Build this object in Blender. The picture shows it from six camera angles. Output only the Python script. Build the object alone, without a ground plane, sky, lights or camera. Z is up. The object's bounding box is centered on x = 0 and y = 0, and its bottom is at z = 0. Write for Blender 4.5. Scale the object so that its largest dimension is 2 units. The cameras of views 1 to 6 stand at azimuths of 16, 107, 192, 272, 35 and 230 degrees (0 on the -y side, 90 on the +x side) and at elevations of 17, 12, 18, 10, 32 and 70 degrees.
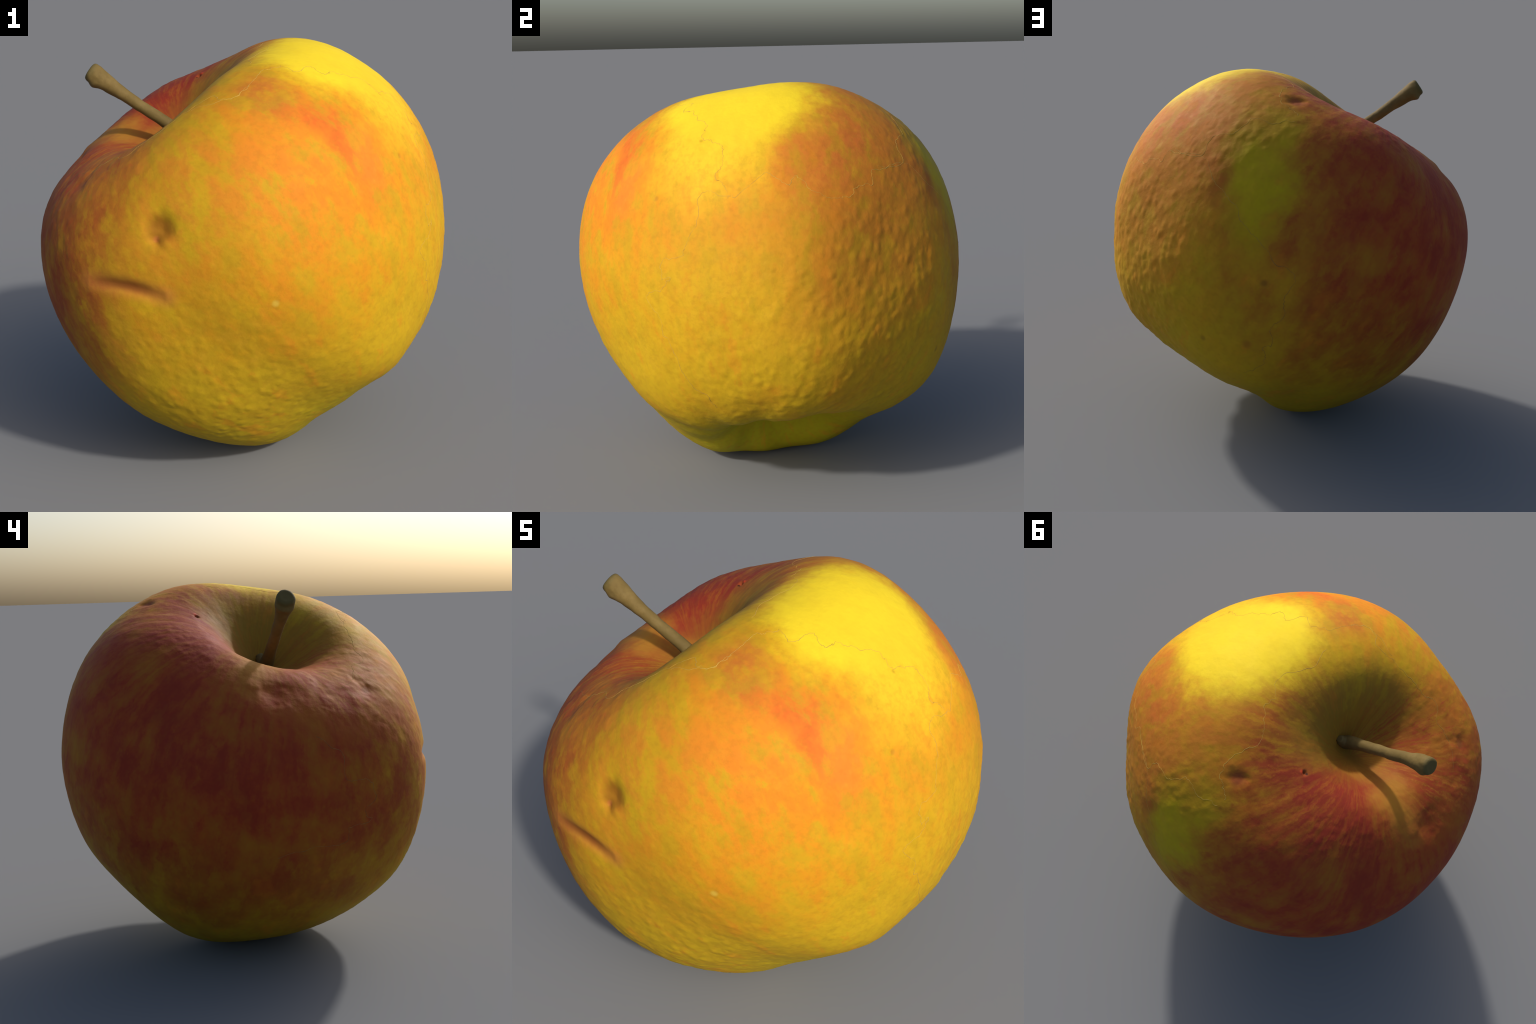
"""A single ripe apple lying tilted on its side: a lobed skin with a deep stem cavity and a
folded calyx basin, yellow and orange on the sunny cheek, red on the other, and a woody stem."""
import math
import bpy
import numpy as np
from mathutils import Matrix, Vector

bpy.ops.wm.read_factory_settings(use_empty=True)

# ------------------------------------------------------------------ frame of the fruit
CORE = np.array([0.06, -0.02, 0.98])                 # middle of the fruit
AXIS = np.array([-0.5020, -0.1406, 0.8534])          # core -> stem end (the apple lies tilted)
AXIS /= np.linalg.norm(AXIS)
EAST = np.array([1.0, 0.0, 0.0]) - AXIS[0] * AXIS
EAST /= np.linalg.norm(EAST)
NORTH = np.cross(AXIS, EAST)
FRAME = np.stack([EAST, NORTH, AXIS])                # rows: local x, y, z of the fruit


def to_fruit(p):
    """world position -> the fruit's own frame"""
    return FRAME @ (np.array(p, float) - CORE)


def heading(polar, azimuth):
    """unit direction in the fruit's frame, degrees from the stem end and around the axis"""
    a, b = math.radians(polar), math.radians(azimuth)
    return np.array([math.sin(a) * math.cos(b), math.sin(a) * math.sin(b), math.cos(a)])


# Cross-sections of the fruit: each ring gives the girth at one polar angle.
RINGS = {   # polar angle from the stem end (deg): radius from the core at 22 equal headings
    7.5: (1.033, 1.026, 1.021, 1.018, 1.018, 1.020, 1.023, 1.027, 1.031, 1.034, 1.038, 1.041, 1.044, 1.048, 1.051, 1.054, 1.056, 1.057, 1.056, 1.053, 1.048, 1.041),
    22.5: (1.045, 1.027, 1.016, 1.012, 1.015, 1.027, 1.044, 1.054, 1.054, 1.050, 1.052, 1.058, 1.066, 1.073, 1.079, 1.085, 1.090, 1.095, 1.098, 1.096, 1.085, 1.067),
    37.5: (1.060, 1.059, 1.071, 1.072, 1.065, 1.073, 1.095, 1.105, 1.091, 1.076, 1.078, 1.089, 1.097, 1.105, 1.114, 1.119, 1.114, 1.108, 1.107, 1.104, 1.095, 1.078),
    52.5: (1.048, 1.067, 1.097, 1.101, 1.092, 1.088, 1.096, 1.101, 1.090, 1.082, 1.085, 1.082, 1.082, 1.091, 1.104, 1.110, 1.087, 1.067, 1.073, 1.071, 1.061, 1.053),
    67.5: (1.028, 1.054, 1.077, 1.072, 1.071, 1.066, 1.063, 1.060, 1.054, 1.055, 1.055, 1.050, 1.051, 1.058, 1.063, 1.071, 1.033, 1.008, 1.024, 1.022, 1.009, 1.012),
    82.5: (0.991, 1.028, 1.054, 1.032, 1.027, 1.029, 1.033, 1.031, 1.020, 1.020, 1.030, 1.037, 1.026, 1.025, 1.036, 1.043, 0.986, 0.955, 0.970, 0.969, 0.960, 0.964),
    97.5: (0.957, 0.997, 1.029, 0.997, 0.997, 1.007, 1.009, 1.009, 0.999, 1.005, 1.024, 1.030, 1.007, 1.002, 1.019, 1.023, 0.956, 0.913, 0.925, 0.930, 0.928, 0.934),
    112.5: (0.939, 0.972, 1.003, 0.987, 0.986, 0.996, 1.005, 1.006, 0.983, 0.985, 1.014, 1.016, 0.999, 0.993, 0.999, 1.005, 0.950, 0.895, 0.897, 0.898, 0.892, 0.914),
    127.5: (0.932, 0.960, 0.993, 0.993, 0.977, 0.977, 0.994, 0.988, 0.956, 0.968, 1.008, 1.006, 0.982, 0.981, 0.994, 0.986, 0.929, 0.879, 0.886, 0.896, 0.893, 0.910),
    142.5: (0.934, 0.952, 0.973, 0.973, 0.953, 0.938, 0.936, 0.930, 0.929, 0.959, 0.996, 0.998, 0.983, 0.987, 0.998, 0.976, 0.922, 0.886, 0.895, 0.916, 0.922, 0.925),
    157.5: (0.912, 0.921, 0.929, 0.929, 0.920, 0.910, 0.903, 0.905, 0.917, 0.938, 0.956, 0.964, 0.964, 0.964, 0.958, 0.940, 0.914, 0.895, 0.891, 0.896, 0.902, 0.906),
    172.5: (0.892, 0.895, 0.898, 0.900, 0.901, 0.903, 0.904, 0.906, 0.909, 0.911, 0.914, 0.914, 0.914, 0.911, 0.907, 0.902, 0.896, 0.891, 0.888, 0.887, 0.888, 0.889),
}

# hollows pressed into the lofted body along their own axes (fruit frame)
STEM_CAVITY = dict(axis=(0.067, -0.255, 1.0), depth=0.252, width=0.548, power=1.21)
STEM_THROAT = dict(axis=(0.057, -0.076, 1.0), depth=0.222, width=0.212, power=2.0, oval=1.06)
CALYX_BASIN = dict(axis=(-0.077, 0.142, -1.0), depth=0.270, width=0.315, power=2.44)
STEM_CAVITY_FOLD = dict(axis=(0.245, 0.106, 1.0), depth=0.057, width=0.228, power=2.0)

HOLLOWS = (STEM_CAVITY, STEM_CAVITY_FOLD, STEM_THROAT, CALYX_BASIN)

# ------------------------------------------------------------------ noise for the relief
def lattice(ix, iy, iz, seed):
    h = (ix.astype(np.int64) * 374761393 + iy.astype(np.int64) * 668265263
         + iz.astype(np.int64) * 2147483647 + seed * 974711) & 0xFFFFFFFF
    h = ((h ^ (h >> 13)) * 1274126177) & 0xFFFFFFFF
    h = ((h ^ (h >> 16)) * 2246822519) & 0xFFFFFFFF
    return (h ^ (h >> 15)) / 4294967295.0


def value_noise(p, seed):
    """smooth noise in -1..1 with one feature per unit"""
    i = np.floor(p)
    f = p - i
    f = f * f * f * (f * (f * 6 - 15) + 10)
    i = i.astype(np.int64)
    out = 0.0
    for dx in (0, 1):
        wx = f[:, 0] if dx else 1 - f[:, 0]
        for dy in (0, 1):
            wy = f[:, 1] if dy else 1 - f[:, 1]
            for dz in (0, 1):
                wz = f[:, 2] if dz else 1 - f[:, 2]
                out = out + wx * wy * wz * lattice(i[:, 0] + dx, i[:, 1] + dy, i[:, 2] + dz, seed)
    return out * 2 - 1


def pits(p, seed):
    """hammered surface: distance to the nearest of scattered points, one per unit cell"""
    i = np.floor(p).astype(np.int64)
    best = np.full(len(p), 9.0)
    for dx in (-1, 0, 1):
        for dy in (-1, 0, 1):
            for dz in (-1, 0, 1):
                c = i + np.array([dx, dy, dz])
                q = np.stack([lattice(c[:, 0], c[:, 1], c[:, 2], seed + k) for k in (1, 2, 3)], 1)
                d = ((c + q - p) ** 2).sum(1)
                best = np.minimum(best, d)
    return np.sqrt(best)


def falloff(p, centre, radius):
    d2 = ((p - np.array(centre)) ** 2).sum(1)
    return np.exp(-d2 / radius ** 2)


# ------------------------------------------------------------------ the fruit's skin
POLAR_STEPS, ROUND_STEPS = 560, 1000


def loft_rings():
    """smooth radius over the whole sphere of directions, through the girth rings"""
    table = np.array([RINGS[k] for k in sorted(RINGS)])
    n, m = table.shape
    # once round every ring: harmonic interpolation through its headings
    spectrum = np.fft.rfft(table, axis=1)
    az = np.arange(ROUND_STEPS) / ROUND_STEPS * 2 * math.pi
    modes = np.arange(spectrum.shape[1])
    gain = np.where((modes == 0) | (modes == m / 2), 1.0, 2.0) / m
    rings = (spectrum[:, None, :] * np.exp(1j * az[:, None] * modes)).real @ gain
    # then over the poles: a ring followed by the opposite side is one closed great circle
    circle = np.concatenate([rings, np.roll(rings, ROUND_STEPS // 2, 1)[::-1]], 0)
    spectrum = np.fft.rfft(circle, axis=0)
    modes = np.arange(spectrum.shape[0])
    gain = np.where((modes == 0) | (modes == n), 1.0, 2.0) / (2 * n)
    polar = (np.arange(POLAR_STEPS) + 0.5) / POLAR_STEPS * math.pi
    phase = np.exp(1j * (polar - math.pi / (2 * n))[:, None] * modes) * gain
    radius = (phase @ spectrum).real
    return polar, az, radius


FRUIT_POSE = Matrix.Translation(Vector(CORE)) @ Matrix([list(FRAME[:, k]) for k in range(3)]).to_4x4()


def skin_points():
    polar, az, radius = loft_rings()
    t, a = np.meshgrid(polar, az, indexing="ij")
    d = np.stack([np.sin(t) * np.cos(a), np.sin(t) * np.sin(a), np.cos(t)], -1).reshape(-1, 3)
    p = d * radius.reshape(-1, 1)
    for h in HOLLOWS:
        ax = np.array(h["axis"]) / np.linalg.norm(h["axis"])
        off = np.arccos(np.clip(d @ ax, -1, 1))
        if "oval" in h:      # longer to the north and south than to the east and west
            turn = np.arctan2(d[:, 1] - ax[1], d[:, 0] - ax[0])
            off = off * np.hypot(np.cos(turn) * h["oval"], np.sin(turn) / h["oval"])
        p = p - np.outer(h["depth"] * np.exp(-(off / h["width"]) ** h["power"]), ax)
    return p, d, t.reshape(-1), a.reshape(-1)


def grid_normals(p):
    g = p.reshape(POLAR_STEPS, ROUND_STEPS, 3)
    du = np.gradient(g, axis=0)
    dv = (np.roll(g, -1, 1) - np.roll(g, 1, 1)) * 0.5
    n = np.cross(du, dv)
    return (n / (np.linalg.norm(n, axis=2, keepdims=True) + 1e-12)).reshape(-1, 3)


# blemishes pressed into the skin: world position, radius, depth
DENTS = (
    ((-0.085, -0.925, 1.330), 0.062, 0.024),     # round bruise on the cheek
    ((-0.100, -0.945, 1.280), 0.020, 0.010),
    ((-0.075, 0.500, 1.900), 0.038, 0.010),      # nick on the shoulder
    ((-0.110, 0.480, 1.895), 0.026, 0.007),
    ((-0.254, 0.200, 1.823), 0.011, 0.016),      # insect bite at the cavity
    ((-0.570, -0.650, 1.450), 0.045, 0.010),
    ((-0.520, -0.590, 1.490), 0.025, 0.007),
    ((-0.790, -0.200, 1.465), 0.085, 0.016),
    ((0.710, -0.080, 1.750), 0.012, 0.005),
    ((0.828, -0.273, 1.505), 0.014, 0.005),
)
SWELLINGS = (
    ((-0.770, -0.090, 1.480), 0.035, 0.006),     # fold beside the shoulder hollow
    ((-0.060, -0.950, 1.275), 0.022, 0.006),
    ((-0.240, 0.215, 1.826), 0.012, 0.004),
)
SCRATCH = ((-0.425, -0.93, 1.088), (-0.245, -0.97, 1.086), (-0.065, -0.975, 1.048))   # start, middle, end
SPOTS = (   # coloured blemishes: world position, radius, sRGB colour, strength
    ((-0.085, -0.925, 1.325), 0.095, (134, 86, 22), 0.75),
    ((-0.105, -0.945, 1.282), 0.022, (170, 96, 50), 0.6),
    ((-0.085, 0.495, 1.898), 0.055, (116, 40, 36), 0.6),
    ((-0.262, 0.195, 1.818), 0.011, (40, 20, 16), 0.9),
    ((-0.240, 0.212, 1.828), 0.015, (196, 64, 34), 0.7),
    ((-0.570, -0.650, 1.450), 0.035, (120, 70, 40), 0.5),
    ((-0.060, 0.990, 1.070), 0.026, (104, 66, 28), 0.55),
    ((0.030, 0.950, 0.720), 0.034, (124, 74, 30), 0.4),
    ((0.260, 0.890, 0.720), 0.022, (116, 84, 28), 0.4),
    ((0.380, -0.880, 1.010), 0.022, (204, 180, 80), 0.45),
    ((0.722, -0.097, 1.760), 0.014, (170, 140, 30), 0.6),
    ((0.828, -0.273, 1.505), 0.018, (170, 120, 30), 0.6),
)
ON_SKIN = {}
SCRATCH_WIDTH, SCRATCH_DEPTH = 0.030, 0.018


def nearest(points, place):
    return int(((points - np.array(place)) ** 2).sum(1).argmin())


def bowed_gap(w, start, middle, end):
    """distance to a slightly bowed line, and how far along it"""
    s = np.clip((w - start) @ (end - start) / ((end - start) @ (end - start)), 0, 1)
    bow = middle - (start + end) / 2
    foot = start + np.outer(s, end - start) + np.outer(np.sin(s * math.pi), bow)
    return np.linalg.norm(w - foot, axis=1), s


def relief(w, p, d, t, a):
    """height of the fine relief along the normal"""
    # hammered orange peel, drawn out along the meridians; strongest on the two shoulders of
    # the flat cheek and around the lower half, nearly absent on the polished red cheek
    rough = (0.22 + 0.95 * falloff(w, (0.62, 0.72, 1.05), 0.55)
             + 0.85 * falloff(w, (0.15, -0.85, 0.45), 0.52)
             + 0.55 * falloff(w, (0.85, 0.20, 0.60), 0.45)
             + 0.55 * falloff(w, (0.10, 0.70, 1.75), 0.30)
             + 0.55 * falloff(w, (-0.55, -0.60, 1.45), 0.38)
             + 0.45 * falloff(w, (-0.55, 0.20, 1.70), 0.32)
             - 0.14 * falloff(w, (-0.90, 0.30, 0.90), 0.70))
    rough = np.clip(rough, 0.06, 1.1)
    along = np.stack([p[:, 0], p[:, 1], p[:, 2] * 0.8], 1)
    warp = np.stack([value_noise(w * 9 + k, 40 + k) for k in range(3)], 1) * 0.012
    gap_to = pits((along + 0.5 * warp) / 0.050, 5)
    pimples = np.exp(-(gap_to / 0.40) ** 2)                        # separate round pimples
    facets = pits((along + warp) / 0.075, 31) - 0.55               # flat dabs between them
    peel2 = value_noise((along + warp) / 0.021, 8)
    lumps = value_noise(w / 0.11, 11)
    swell = value_noise(w / 0.26, 17)
    h = rough * (0.0034 * (pimples - 0.3) + 0.0034 * facets + 0.0006 * peel2 + 0.0026 * lumps) + 0.0020 * swell
    # puckered folds under the stem, on the shoulder
    pucker = falloff(w, (-0.68, -0.32, 1.45), 0.30) + 0.6 * falloff(w, (-0.40, 0.40, 1.75), 0.25)
    h += pucker * (0.0036 * value_noise((w + 2 * warp) / 0.085, 51) + 0.0009 * value_noise((w + 2 * warp) / 0.036, 53))
    # wrinkles that run from the stem cavity over the shoulder
    near = np.exp(-((t - 0.55) / 0.30) ** 2)
    ribs = value_noise(np.stack([np.cos(a) * 9, np.sin(a) * 9, t * 1.3], 1), 23)
    ribs += 0.6 * value_noise(np.stack([np.cos(a) * 22, np.sin(a) * 22, t * 2.6], 1), 29)
    h += near * 0.0009 * ribs
    uneven = w + 0.5 * warp + np.stack([value_noise(w / 0.03 + k, 80 + k) for k in range(3)], 1) * 0.008
    for c, r, depth in DENTS:
        h -= depth * falloff(w if r < 0.02 else uneven, w[nearest(w, c)], r)
    for c, r, height in SWELLINGS:
        h += height * falloff(w, w[nearest(w, c)], r)
    gap, s = bowed_gap(w, *(w[nearest(w, q)] for q in SCRATCH))
    h -= SCRATCH_DEPTH * np.exp(-(gap / SCRATCH_WIDTH) ** 2) * np.sin(np.clip(s, 0.0, 1.0) * math.pi) ** 0.8
    # five soft ribs in the calyx basin
    basin = np.exp(-((t - 2.72) / 0.22) ** 2)
    h += basin * 0.006 * np.cos(a * 9 + 0.7 * np.sin(2 * a))
    return h


def mesh_object(name, verts, faces, material, parent=None):
    me = bpy.data.meshes.new(name)
    me.from_pydata([tuple(v) for v in verts], [], faces)
    me.materials.append(material)
    me.polygons.foreach_set("use_smooth", [True] * len(me.polygons))
    me.update()
    ob = bpy.data.objects.new(name, me)
    bpy.context.scene.collection.objects.link(ob)
    ob.parent = parent
    return ob


def build_skin(parent):
    p, d, t, a = skin_points()
    w = p @ FRAME + CORE
    smooth = w
    n = grid_normals(p)
    p = p + n * relief(w, p, d, t, a)[:, None]
    # it rests on the ground
    w = p @ FRAME + CORE
    w[:, 2] -= w[:, 2].min()
    p = (w - CORE) @ FRAME.T
    # where each blemish ends up on the finished surface, in the fruit's frame
    for q in (*SCRATCH, *(spot[0] for spot in SPOTS)):
        ON_SKIN[q] = tuple(p[nearest(smooth, q)])
    n_round, n_polar = ROUND_STEPS, POLAR_STEPS
    i = np.arange(n_polar - 1)[:, None] * n_round
    j = np.arange(n_round)[None, :]
    k = (j + 1) % n_round
    quads = np.stack([i + j, i + n_round + j, i + n_round + k, i + k], -1).reshape(-1, 4)
    top, low = len(p), len(p) + 1
    last = (n_polar - 1) * n_round
    verts = np.vstack([p, p[:n_round].mean(0), p[last:].mean(0)])
    me = bpy.data.meshes.new("skin")
    loops = np.concatenate([quads.reshape(-1),
                            np.stack([np.full(n_round, top), j[0], k[0]], 1).reshape(-1),
                            np.stack([np.full(n_round, low), last + k[0], last + j[0]], 1).reshape(-1)])
    nq = len(quads)
    starts = np.concatenate([np.arange(nq) * 4, nq * 4 + np.arange(2 * n_round) * 3])
    me.vertices.add(len(verts))
    me.vertices.foreach_set("co", verts.reshape(-1))
    me.loops.add(len(loops))
    me.loops.foreach_set("vertex_index", loops.astype(np.int32))
    me.polygons.add(len(starts))
    me.polygons.foreach_set("loop_start", starts.astype(np.int32))
    me.polygons.foreach_set("use_smooth", np.ones(len(starts), bool))
    me.update(calc_edges=True)
    me.validate()
    me.materials.append(skin_material())
    ob = bpy.data.objects.new("skin", me)
    bpy.context.scene.collection.objects.link(ob)
    ob.parent = parent
    ob.matrix_local = FRUIT_POSE
    return ob


# ------------------------------------------------------------------ curves
def catmull(points, per_span):
    pts = np.array(points)
    ext = np.vstack([2 * pts[0] - pts[1], pts, 2 * pts[-1] - pts[-2]])
    out = []
    for i in range(1, len(ext) - 2):
        a, b, c, d = ext[i - 1:i + 3]
        for s in np.arange(per_span) / per_span:
            out.append(0.5 * (2 * b + (c - a) * s + (2 * a - 5 * b + 4 * c - d) * s ** 2
                              + (3 * b - a - 3 * c + d) * s ** 3))
    out.append(pts[-1])
    return np.array(out)


# ------------------------------------------------------------------ hairline marks
CRACKS = (   # hairline marks on the skin: (polar, azimuth) in degrees
    ((32, -52), (38, -42), (40, -39), (40, -34), (40, -29), (39, -20), (41, -16), (43, -12), (47, -13), (49, -6), (53, -7), (55, -3), (59, 0), (64, 4), (68, 3), (70, 6), (73, 9), (78, 10), (81, 8), (86, 11)),
    ((87, 11), (87, 14), (82, 21), (85, 25), (83, 28), (87, 32), (88, 36), (87, 41), (84, 43), (82, 48), (78, 49), (73, 60)),
    ((87, 11), (85, 4), (93, 2), (98, -1), (101, -3), (101, -9), (106, -10), (106, -8), (109, -12), (109, -17), (112, -18), (116, -15), (122, -15), (128, -14), (137, -13), (143, -7), (147, -5)),
    ((34, -13), (31, 0), (36, 17), (34, 26), (35, 33), (34, 43), (35, 52), (41, 57), (45, 63), (45, 68), (45, 73)),
    ((40, -30), (40, -35), (38, -41), (33, -43), (31, -53), (29, -67), (29, -82), (31, -88), (28, -99), (30, -114), (30, -127)),
    ((77, 50), (73, 60), (67, 59), (62, 64), (56, 64), (53, 70), (48, 74)),
    ((73, 60), (74, 66), (76, 71), (77, 78), (80, 84), (81, 90), (83, 96), (84, 104), (90, 105), (95, 108), (100, 107), (105, 110), (108, 109), (111, 112), (116, 112), (121, 110)),
    ((41, -153), (47, -145), (54, -145), (56, -137), (61, -136), (65, -140), (68, -138), (68, -146), (72, -147), (72, -158), (74, -167)),
)


def build_cracks(skin, material, parent):
    """fine wandering scars that lie in the skin's surface"""
    grid = np.empty(len(skin.data.vertices) * 3)
    skin.data.vertices.foreach_get("co", grid)
    grid = grid.reshape(-1, 3)[:POLAR_STEPS * ROUND_STEPS].reshape(POLAR_STEPS, ROUND_STEPS, 3)
    rng = np.random.default_rng(4)
    for path in CRACKS:
        pts = np.array(path, float)
        pts[:, 1] = np.degrees(np.unwrap(np.radians(pts[:, 1])))
        fine = catmull(pts, 12)
        wander = np.convolve(rng.normal(size=len(fine) + 8), np.ones(4) / 4, "same")[4:-4]
        wander2 = np.convolve(rng.normal(size=len(fine) + 8), np.ones(4) / 4, "same")[4:-4]
        fine[:, 0] += 0.55 * wander
        fine[:, 1] += 0.55 * wander2 / np.sin(np.radians(fine[:, 0]))
        r = fine[:, 0] / 180 * POLAR_STEPS - 0.5
        q = (fine[:, 1] % 360) / 360 * ROUND_STEPS
        r0, q0 = np.floor(r).astype(int), np.floor(q).astype(int)
        fr, fq = (r - r0)[:, None], (q - q0)[:, None]
        at = lambda i, j: grid[i, j % ROUND_STEPS]
        line = ((1 - fr) * ((1 - fq) * at(r0, q0) + fq * at(r0, q0 + 1))
                + fr * ((1 - fq) * at(r0 + 1, q0) + fq * at(r0 + 1, q0 + 1)))
        width = 0.0007 * (1 + 0.5 * np.clip(wander, -1, 1))
        tan = np.gradient(line, axis=0)
        tan /= np.linalg.norm(tan, axis=1)[:, None] + 1e-9
        out = line / np.linalg.norm(line, axis=1)[:, None]
        side = np.cross(tan, out)
        side /= np.linalg.norm(side, axis=1)[:, None] + 1e-9
        out = np.cross(side, tan)
        sides, verts, faces = 6, [], []
        for k in range(len(line)):
            for s in range(sides):
                a = s / sides * 2 * math.pi
                verts.append(line[k] + width[k] * (math.cos(a) * side[k] * 1.3 + math.sin(a) * out[k] * 0.8))
        for k in range(len(line) - 1):
            for s in range(sides):
                n = (s + 1) % sides
                faces.append((k * sides + s, k * sides + n, (k + 1) * sides + n, (k + 1) * sides + s))
        ob = mesh_object("hairline_scar", verts, faces, material, parent)
        ob.matrix_local = FRUIT_POSE


# ------------------------------------------------------------------ the stem
STEM_PATH = (   # centre line in metres and radius, from inside the pit to the cut tip
    ((-0.120, -0.130, 1.380), 0.036),
    ((-0.150, -0.137, 1.480), 0.038),
    ((-0.195, -0.152, 1.555), 0.037),
    ((-0.270, -0.174, 1.620), 0.031),
    ((-0.360, -0.198, 1.690), 0.029),
    ((-0.440, -0.219, 1.752), 0.029),
    ((-0.515, -0.239, 1.812), 0.033),
    ((-0.570, -0.252, 1.855), 0.043),
    ((-0.612, -0.262, 1.888), 0.048),
    ((-0.632, -0.266, 1.903), 0.047),
)
STEM_FOOT = (   # stub of the spur left beside the foot of the stem
    ((-0.190, -0.150, 1.520), 0.032),
    ((-0.178, -0.128, 1.575), 0.029),
    ((-0.172, -0.118, 1.600), 0.022),
)


def tube(path, sides, seed, cut=None):
    """swept tube with an uneven bark; cut: direction of the end face's slant"""
    line = catmull([list(c) + [r] for c, r in path], 10)
    c, r = line[:, :3], line[:, 3]
    tan = np.gradient(c, axis=0)
    tan /= np.linalg.norm(tan, axis=1)[:, None]
    up = np.array([0.0, 0.0, 1.0])
    side = np.cross(tan, up)
    side /= np.linalg.norm(side, axis=1)[:, None]
    lift = np.cross(side, tan)
    ang = np.arange(sides) / sides * 2 * math.pi
    verts, faces = [], []
    for i in range(len(c)):
        f = i / (len(c) - 1)
        ring = np.outer(np.cos(ang), side[i]) + np.outer(np.sin(ang), lift[i])
        rr = np.full(sides, r[i])
        q = c[i] + ring * rr[:, None]
        rr = rr * (1 + 0.07 * value_noise(q / 0.05, seed) + 0.03 * value_noise(q / 0.017, seed + 1))
        # knuckle under the tip
        rr = rr + 0.012 * np.exp(-((f - 0.86) / 0.05) ** 2) * np.maximum(0, -np.sin(ang - 0.3))
        q = c[i] + ring * rr[:, None]
        verts += list(q)
    n = len(c)
    for i in range(n - 1):
        for j in range(sides):
            k = (j + 1) % sides
            faces.append((i * sides + j, i * sides + k, (i + 1) * sides + k, (i + 1) * sides + j))
    faces.append(tuple(range(sides))[::-1])
    # domed cut end
    base = (n - 1) * sides
    for shrink, push in ((0.90, 0.010), (0.70, 0.014), (0.40, 0.013)):
        ring = [c[-1] + (verts[base + j] - c[-1]) * shrink + tan[-1] * push for j in range(sides)]
        start = len(verts)
        prev = start - sides
        verts += ring
        for j in range(sides):
            k = (j + 1) % sides
            faces.append((prev + j, prev + k, start + k, start + j))
    faces.append(tuple(range(len(verts) - sides, len(verts))))
    return verts, faces


def build_stem(material, parent):
    v1, f1 = tube(STEM_PATH, 48, 60)
    v2, f2 = tube(STEM_FOOT, 32, 70)
    faces = f1 + [tuple(i + len(v1) for i in f) for f in f2]
    ob = mesh_object("stem", v1 + v2, faces, material)
    for kind, settings in (("REMESH", dict(mode="VOXEL", voxel_size=0.0035)),
                           ("SMOOTH", dict(iterations=4, factor=0.5))):
        m = ob.modifiers.new(kind.lower(), kind)
        for key, val in settings.items():
            setattr(m, key, val)
    graph = bpy.context.evaluated_depsgraph_get()
    me = bpy.data.meshes.new_from_object(ob.evaluated_get(graph))
    me.name = "stem"
    me.polygons.foreach_set("use_smooth", [True] * len(me.polygons))
    ob.modifiers.clear()
    ob.data = me
    if not me.materials:
        me.materials.append(material)
    ob.parent = parent
    return ob


# ------------------------------------------------------------------ materials
def srgb(r, g, b):
    return tuple((c / 255 / 12.92 if c / 255 <= 0.04045 else ((c / 255 + 0.055) / 1.055) ** 2.4)
                 for c in (r, g, b)) + (1.0,)


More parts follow.
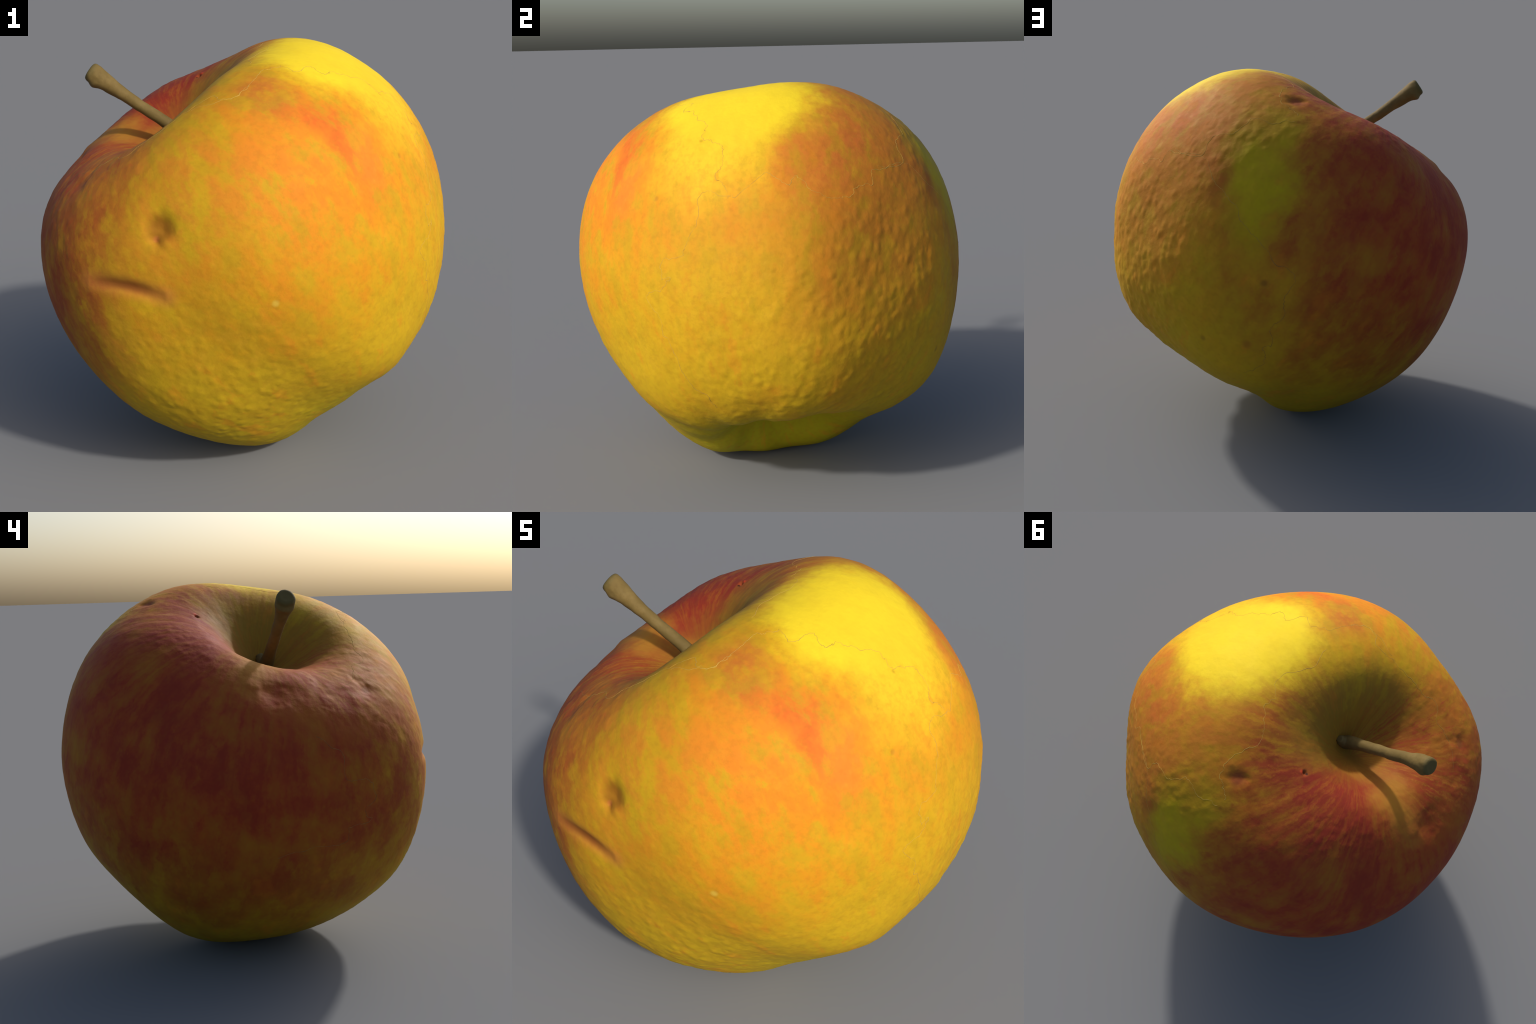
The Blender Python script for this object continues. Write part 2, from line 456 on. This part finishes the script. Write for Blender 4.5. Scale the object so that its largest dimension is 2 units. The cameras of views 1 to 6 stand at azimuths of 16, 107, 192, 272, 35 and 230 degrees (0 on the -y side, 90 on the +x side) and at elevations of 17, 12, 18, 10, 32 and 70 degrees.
class Nodes:
    """small helper to write node graphs as expressions"""

    def __init__(self, material):
        material.use_nodes = True
        self.tree = material.node_tree
        self.tree.nodes.clear()

    def add(self, kind, **settings):
        node = self.tree.nodes.new(kind)
        for key, val in settings.items():
            setattr(node, key, val)
        return node

    def put(self, socket, value):
        if isinstance(value, bpy.types.NodeSocket):
            self.tree.links.new(value, socket)
        elif value is not None:
            socket.default_value = value

    def math(self, op, a, b=None, c=None, clamp=False):
        n = self.add("ShaderNodeMath", operation=op, use_clamp=clamp)
        for s, v in zip(n.inputs, (a, b, c)):
            self.put(s, v)
        return n.outputs[0]

    def vector(self, op, a, b=None, scale=None):
        n = self.add("ShaderNodeVectorMath", operation=op)
        self.put(n.inputs[0], a)
        if b is not None:
            self.put(n.inputs[1], b)
        if scale is not None:
            self.put(n.inputs["Scale"], scale)
        return n.outputs["Value"] if op in ("LENGTH", "DOT_PRODUCT", "DISTANCE") else n.outputs["Vector"]

    def noise(self, vec, scale, detail=3.0, rough=0.55, distortion=0.0, colour=False):
        n = self.add("ShaderNodeTexNoise")
        self.put(n.inputs["Vector"], vec)
        self.put(n.inputs["Scale"], scale)
        self.put(n.inputs["Detail"], detail)
        self.put(n.inputs["Roughness"], rough)
        self.put(n.inputs["Distortion"], distortion)
        return n.outputs["Color"] if colour else n.outputs["Fac"]

    def span(self, value, lo, hi, out_lo=0.0, out_hi=1.0, smooth=True):
        n = self.add("ShaderNodeMapRange", interpolation_type="SMOOTHSTEP" if smooth else "LINEAR")
        for s, v in zip(n.inputs, (value, lo, hi, out_lo, out_hi)):
            self.put(s, v)
        return n.outputs[0]

    def mix(self, fac, a, b, blend="MIX"):
        n = self.add("ShaderNodeMix", data_type="RGBA", blend_type=blend)
        self.put(n.inputs[0], fac)
        self.put(n.inputs[6], a)
        self.put(n.inputs[7], b)
        return n.outputs[2]

    def patch(self, vec, polar, azimuth, long, wide, twist=0.0, soft=0.5, radius=1.0):
        """soft oval mask on the skin: centre direction, half sizes along the meridian and across
        (metres), twist in degrees, soft = share of the half size that fades"""
        c = heading(polar, azimuth)
        south = heading(polar + 90, azimuth)
        west = np.cross(c, south)
        k = math.radians(twist)
        u = math.cos(k) * south + math.sin(k) * west
        v = math.cos(k) * west - math.sin(k) * south
        a = self.vector("DOT_PRODUCT", vec, tuple(u / long))
        b = self.vector("DOT_PRODUCT", vec, tuple(v / wide))
        n = self.vector("DOT_PRODUCT", vec, tuple(c))
        d = self.math("SQRT", self.math("ADD", self.math("MULTIPLY", a, a), self.math("MULTIPLY", b, b)))
        m = self.span(d, 1.0 + soft, max(0.0, 1.0 - soft))
        return self.math("MULTIPLY", m, self.span(n, 0.0, 0.25))


def skin_material():
    mat = bpy.data.materials.new("apple_skin")
    g = Nodes(mat)
    coord = g.add("ShaderNodeTexCoord").outputs["Object"]
    # direction seen from the core, wobbled so that no patch has a drawn edge
    wob = g.vector("SUBTRACT", g.noise(coord, 3.0, 4.0, 0.6, colour=True), (0.5, 0.5, 0.5))
    fine = g.vector("SUBTRACT", g.noise(coord, 14.0, 4.0, 0.65, colour=True), (0.5, 0.5, 0.5))
    pos = g.vector("ADD", coord, g.vector("SCALE", wob, scale=0.40))
    pos = g.vector("ADD", pos, g.vector("SCALE", fine, scale=0.10))
    # coordinates that run with the meridians, for the streaks
    sep = g.add("ShaderNodeSeparateXYZ")
    g.put(sep.inputs[0], coord)
    flat = g.add("ShaderNodeCombineXYZ")
    g.put(flat.inputs[0], sep.outputs[0])
    g.put(flat.inputs[1], sep.outputs[1])
    around = g.vector("NORMALIZE", flat.outputs[0])
    drop = g.add("ShaderNodeCombineXYZ")
    g.put(drop.inputs[2], g.math("MULTIPLY", sep.outputs[2], 0.16))
    meridian = g.vector("ADD", around, drop.outputs[0])
    meridian = g.vector("ADD", meridian, g.vector("SCALE", fine, scale=0.09))
    meridian = g.vector("ADD", meridian, g.vector("SCALE", wob, scale=0.12))
    streak = g.noise(meridian, 16.0, 5.0, 0.62)
    thin = g.noise(meridian, 42.0, 4.0, 0.6)
    blotch = g.noise(coord, 4.2, 5.0, 0.6)
    mottle = g.noise(coord, 13.0, 5.0, 0.62)
    dabs = g.noise(g.vector("ADD", meridian, g.vector("SCALE", coord, scale=0.8)), 6.0, 5.0, 0.62)
    grain = g.noise(coord, 38.0, 4.0, 0.6)

    yellow, gold, orange = srgb(190, 153, 24), srgb(186, 134, 24), srgb(206, 130, 24)
    lemon, ember, rust = srgb(222, 194, 36), srgb(200, 88, 34), srgb(168, 92, 38)
    red, crimson, brown = srgb(146, 56, 28), srgb(124, 36, 28), srgb(136, 84, 26)
    olive, green = srgb(160, 152, 22), srgb(168, 147, 16)

    patch = lambda *a, **k: g.patch(pos, *a, **k)

    def lay(mask, colour, texture=None, lo=0.3, hi=0.65, least=0.3, most=1.0):
        """glaze a colour over the skin inside a mask, broken up by a texture"""
        nonlocal col
        if texture is not None:
            mask = g.math("MULTIPLY", mask, g.span(texture, lo, hi, least, most))
        else:
            mask = g.math("MULTIPLY", mask, most)
        col = g.mix(mask, col, colour)

    # ground colour: golden yellow drifting into orange
    col = g.mix(g.span(blotch, 0.36, 0.64), yellow, gold)
    # the orange sunny cheek, a broad belt half-way down
    lay(patch(80, -30, 0.50, 0.58, soft=0.7), orange, dabs, 0.62, 0.38, 0.25, 1.0)
    lay(patch(95, 25, 0.50, 0.55, soft=0.6), srgb(202, 130, 30), mottle, 0.3, 0.65, 0.35, 0.9)
    lay(patch(66, -42, 0.26, 0.30, soft=0.8), srgb(210, 124, 30), dabs, 0.62, 0.4, 0.2, 0.9)
    # yellow under the belt, on the side that carries the bruise and round the basin
    lay(patch(122, -10, 0.36, 0.70, soft=0.6), srgb(194, 156, 26), mottle, 0.3, 0.6, 0.3, 0.85)
    lay(patch(100, -90, 0.50, 0.45, soft=0.6), srgb(174, 134, 24), mottle, 0.3, 0.6, 0.2, 0.8)
    # browner orange on the cheek turned from the sun
    lay(patch(80, 50, 0.48, 0.38, soft=0.6), srgb(182, 108, 36), mottle, 0.3, 0.62, 0.55, 1.0)
    lay(patch(108, 62, 0.40, 0.40, soft=0.8), srgb(176, 122, 30), mottle, 0.3, 0.62, 0.2, 0.8)
    # the bare yellow patch from the cavity over the shoulder
    clean = patch(54, 13, 0.36, 0.36, soft=0.30)
    lay(clean, lemon)
    lay(patch(74, 6, 0.26, 0.24, soft=0.6), srgb(226, 182, 36), most=0.85)
    # rosy streaks on both sides of it
    lay(patch(66, -25, 0.26, 0.070, twist=4, soft=0.9), ember, mottle, 0.25, 0.6, 0.45, 0.85)
    lay(patch(46, -30, 0.14, 0.10, soft=0.8), rust, mottle, 0.3, 0.6, 0.3, 0.8)
    lay(patch(78, -20, 0.14, 0.10, soft=0.8), srgb(220, 120, 40), mottle, 0.3, 0.6, 0.2, 0.8)
    lay(patch(66, 43, 0.26, 0.10, twist=-14, soft=0.7), srgb(184, 96, 42), mottle, 0.3, 0.62, 0.25, 0.75)
    lay(patch(78, 33, 0.16, 0.13, soft=0.9), srgb(194, 108, 42), mottle, 0.3, 0.62, 0.2, 0.7)
    # yellow-green lower side and calyx basin
    lay(patch(150, 180, 0.75, 0.95, soft=0.40), srgb(166, 146, 24), most=0.85)
    lay(patch(172, 180, 0.48, 0.50, soft=0.35), olive, most=0.9)

    # rusty veil round the stem cavity and down the side that carries the bruise
    lay(patch(22, 60, 0.36, 0.42, soft=0.5), rust, streak, 0.35, 0.62, 0.35, 0.95)
    lay(patch(44, -112, 0.36, 0.30, soft=0.7), srgb(156, 82, 30), streak, 0.36, 0.6, 0.35, 0.95)
    lay(patch(60, -118, 0.45, 0.18, soft=0.8), srgb(164, 92, 42), streak, 0.36, 0.6, 0.2, 0.8)
    # the red blush: everything on the far cheek, patchy and streaked
    lay(patch(52, 160, 0.82, 0.98, soft=0.30), brown, blotch, 0.28, 0.6, 0.75, 1.0)
    depth = g.math("ADD", g.math("MULTIPLY", streak, 0.5), g.math("MULTIPLY", blotch, 0.5))
    full = patch(42, 160, 0.75, 0.95, soft=0.38)
    lay(full, red, depth, 0.34, 0.60, 0.45, 1.0)
    lay(full, crimson, g.math("ADD", g.math("MULTIPLY", blotch, 0.6), g.math("MULTIPLY", streak, 0.4)), 0.46, 0.62, 0.0, 0.6)
    lay(patch(24, 95, 0.24, 0.36, soft=0.7), srgb(128, 42, 30), streak, 0.38, 0.58, 0.2, 0.9)
    # golden flecks that show through the blush
    lay(full, srgb(150, 96, 34), g.math("ADD", g.math("MULTIPLY", mottle, 0.5), g.math("MULTIPLY", streak, 0.5)), 0.43, 0.30, 0.0, 0.38)
    lay(patch(14, -10, 0.22, 0.34, soft=0.6), srgb(132, 104, 30), streak, 0.3, 0.6, 0.7, 0.95)
    # green patch where a leaf lay over the skin
    lay(patch(69, 81, 0.30, 0.15, twist=30, soft=0.6), green, mottle, 0.2, 0.6, 0.75, 1.0)
    lay(patch(58, 55, 0.26, 0.16, soft=0.8), srgb(178, 108, 38), mottle, 0.3, 0.6, 0.3, 0.8)
    lay(patch(52, -70, 0.30, 0.30, soft=0.8), srgb(186, 116, 36), dabs, 0.6, 0.4, 0.1, 0.6)
    # pale and rosy streaks that run out of the stem cavity
    mouth = patch(26, -118, 0.32, 0.34, soft=0.6)
    lay(mouth, srgb(166, 110, 36), streak, 0.44, 0.64, 0.1, 0.75)
    lay(mouth, srgb(150, 52, 36), streak, 0.46, 0.36, 0.0, 0.7)
    lay(patch(20, 180, 0.16, 0.10, soft=0.8), srgb(170, 122, 40), most=0.7)

    # mottling of the whole skin: loose olive and orange dabs drawn along the meridians
    bare = g.math("SUBTRACT", 1.0, g.math("MULTIPLY", g.math("MAXIMUM", full, clean), 0.82))
    lay(bare, srgb(172, 142, 24), dabs, 0.48, 0.66, 0.0, 0.45)
    lay(bare, srgb(204, 116, 30), dabs, 0.46, 0.32, 0.0, 0.30)
    lay(bare, srgb(140, 98, 24), grain, 0.42, 0.70, 0.0, 0.20)
    lay(bare, srgb(214, 164, 44), mottle, 0.54, 0.74, 0.0, 0.16)

    # bruises, bites and lenticels
    for place, radius, colour, strength in SPOTS:
        d = g.vector("DISTANCE", coord, ON_SKIN[place])
        col = g.mix(g.span(d, radius, radius * 0.25, 0.0, strength), col, srgb(*colour))
    # the scratch
    a0, c0, b0 = (np.array(ON_SKIN[q]) for q in SCRATCH)
    ab = b0 - a0
    s = g.math("DIVIDE", g.vector("DOT_PRODUCT", g.vector("SUBTRACT", coord, tuple(a0)), tuple(ab)), float(ab @ ab), clamp=True)
    bow = g.math("SINE", g.math("MULTIPLY", s, math.pi))
    foot = g.vector("ADD", g.vector("SCALE", tuple(ab), scale=s), tuple(a0))
    foot = g.vector("ADD", foot, g.vector("SCALE", tuple(c0 - (a0 + b0) / 2), scale=bow))
    gap = g.vector("DISTANCE", coord, foot)
    middle = g.math("SINE", g.math("MULTIPLY", g.math("ADD", g.math("MULTIPLY", s, 0.9), 0.05), math.pi))
    col = g.mix(g.span(gap, 0.075, 0.0, 0.0, 0.55), col, srgb(178, 104, 52))
    col = g.mix(g.math("MULTIPLY", g.span(gap, 0.036, 0.004), g.math("MULTIPLY", middle, 0.85, clamp=True)), col, srgb(116, 64, 24))

    bsdf = g.add("ShaderNodeBsdfPrincipled")
    g.put(bsdf.inputs["Base Color"], col)
    g.put(bsdf.inputs["Roughness"], g.span(mottle, 0.3, 0.7, 0.66, 0.74))
    g.put(bsdf.inputs["Specular IOR Level"], 0.14)
    bump = g.add("ShaderNodeBump")
    g.put(bump.inputs["Strength"], 0.12)
    g.put(bump.inputs["Distance"], 0.01)
    g.put(bump.inputs["Height"], g.noise(coord, 55.0, 3.0, 0.5))
    g.put(bsdf.inputs["Normal"], bump.outputs[0])
    out = g.add("ShaderNodeOutputMaterial")
    g.tree.links.new(bsdf.outputs[0], out.inputs[0])
    return mat


def stem_material():
    mat = bpy.data.materials.new("stem_wood")
    g = Nodes(mat)
    coord = g.add("ShaderNodeTexCoord").outputs["Object"]
    n = g.noise(coord, 14.0, 4.0, 0.6)
    col = g.mix(g.span(n, 0.35, 0.65), srgb(104, 86, 44), srgb(114, 95, 52))
    col = g.mix(g.span(g.noise(coord, 60.0, 4.0, 0.6), 0.45, 0.75, 0.0, 0.35), col, srgb(94, 74, 36))
    tip = g.vector("DISTANCE", coord, (-0.645, -0.268, 1.912))
    col = g.mix(g.span(tip, 0.060, 0.045, 0.0, 0.75), col, srgb(84, 74, 38))
    bsdf = g.add("ShaderNodeBsdfPrincipled")
    g.put(bsdf.inputs["Base Color"], col)
    g.put(bsdf.inputs["Roughness"], 0.75)
    g.put(bsdf.inputs["Specular IOR Level"], 0.25)
    bump = g.add("ShaderNodeBump")
    g.put(bump.inputs["Strength"], 0.2)
    g.put(bump.inputs["Distance"], 0.005)
    g.put(bump.inputs["Height"], g.noise(coord, 70.0, 4.0, 0.6))
    g.put(bsdf.inputs["Normal"], bump.outputs[0])
    out = g.add("ShaderNodeOutputMaterial")
    g.tree.links.new(bsdf.outputs[0], out.inputs[0])
    return mat


def scar_material():
    mat = bpy.data.materials.new("dry_scar")
    g = Nodes(mat)
    coord = g.add("ShaderNodeTexCoord").outputs["Object"]
    # paler over the yellow cheek, browner over the blush
    side = g.span(g.vector("DOT_PRODUCT", coord, tuple(heading(60, 0))), -0.2, 0.7)
    col = g.mix(side, srgb(108, 78, 42), srgb(186, 150, 60))
    col = g.mix(g.span(g.noise(coord, 25.0), 0.4, 0.65, 0.0, 0.6), col, srgb(152, 120, 62))
    bsdf = g.add("ShaderNodeBsdfPrincipled")
    g.put(bsdf.inputs["Base Color"], col)
    g.put(bsdf.inputs["Roughness"], 0.9)
    out = g.add("ShaderNodeOutputMaterial")
    g.tree.links.new(bsdf.outputs[0], out.inputs[0])
    return mat


# ------------------------------------------------------------------ assembly
apple = bpy.data.objects.new("apple", None)
bpy.context.scene.collection.objects.link(apple)
apple["label"] = "ripe yellow and red apple lying tilted with a bent woody stem"
apple["category"] = "fruit"
skin = build_skin(apple)
build_cracks(skin, scar_material(), apple)
build_stem(stem_material(), apple)
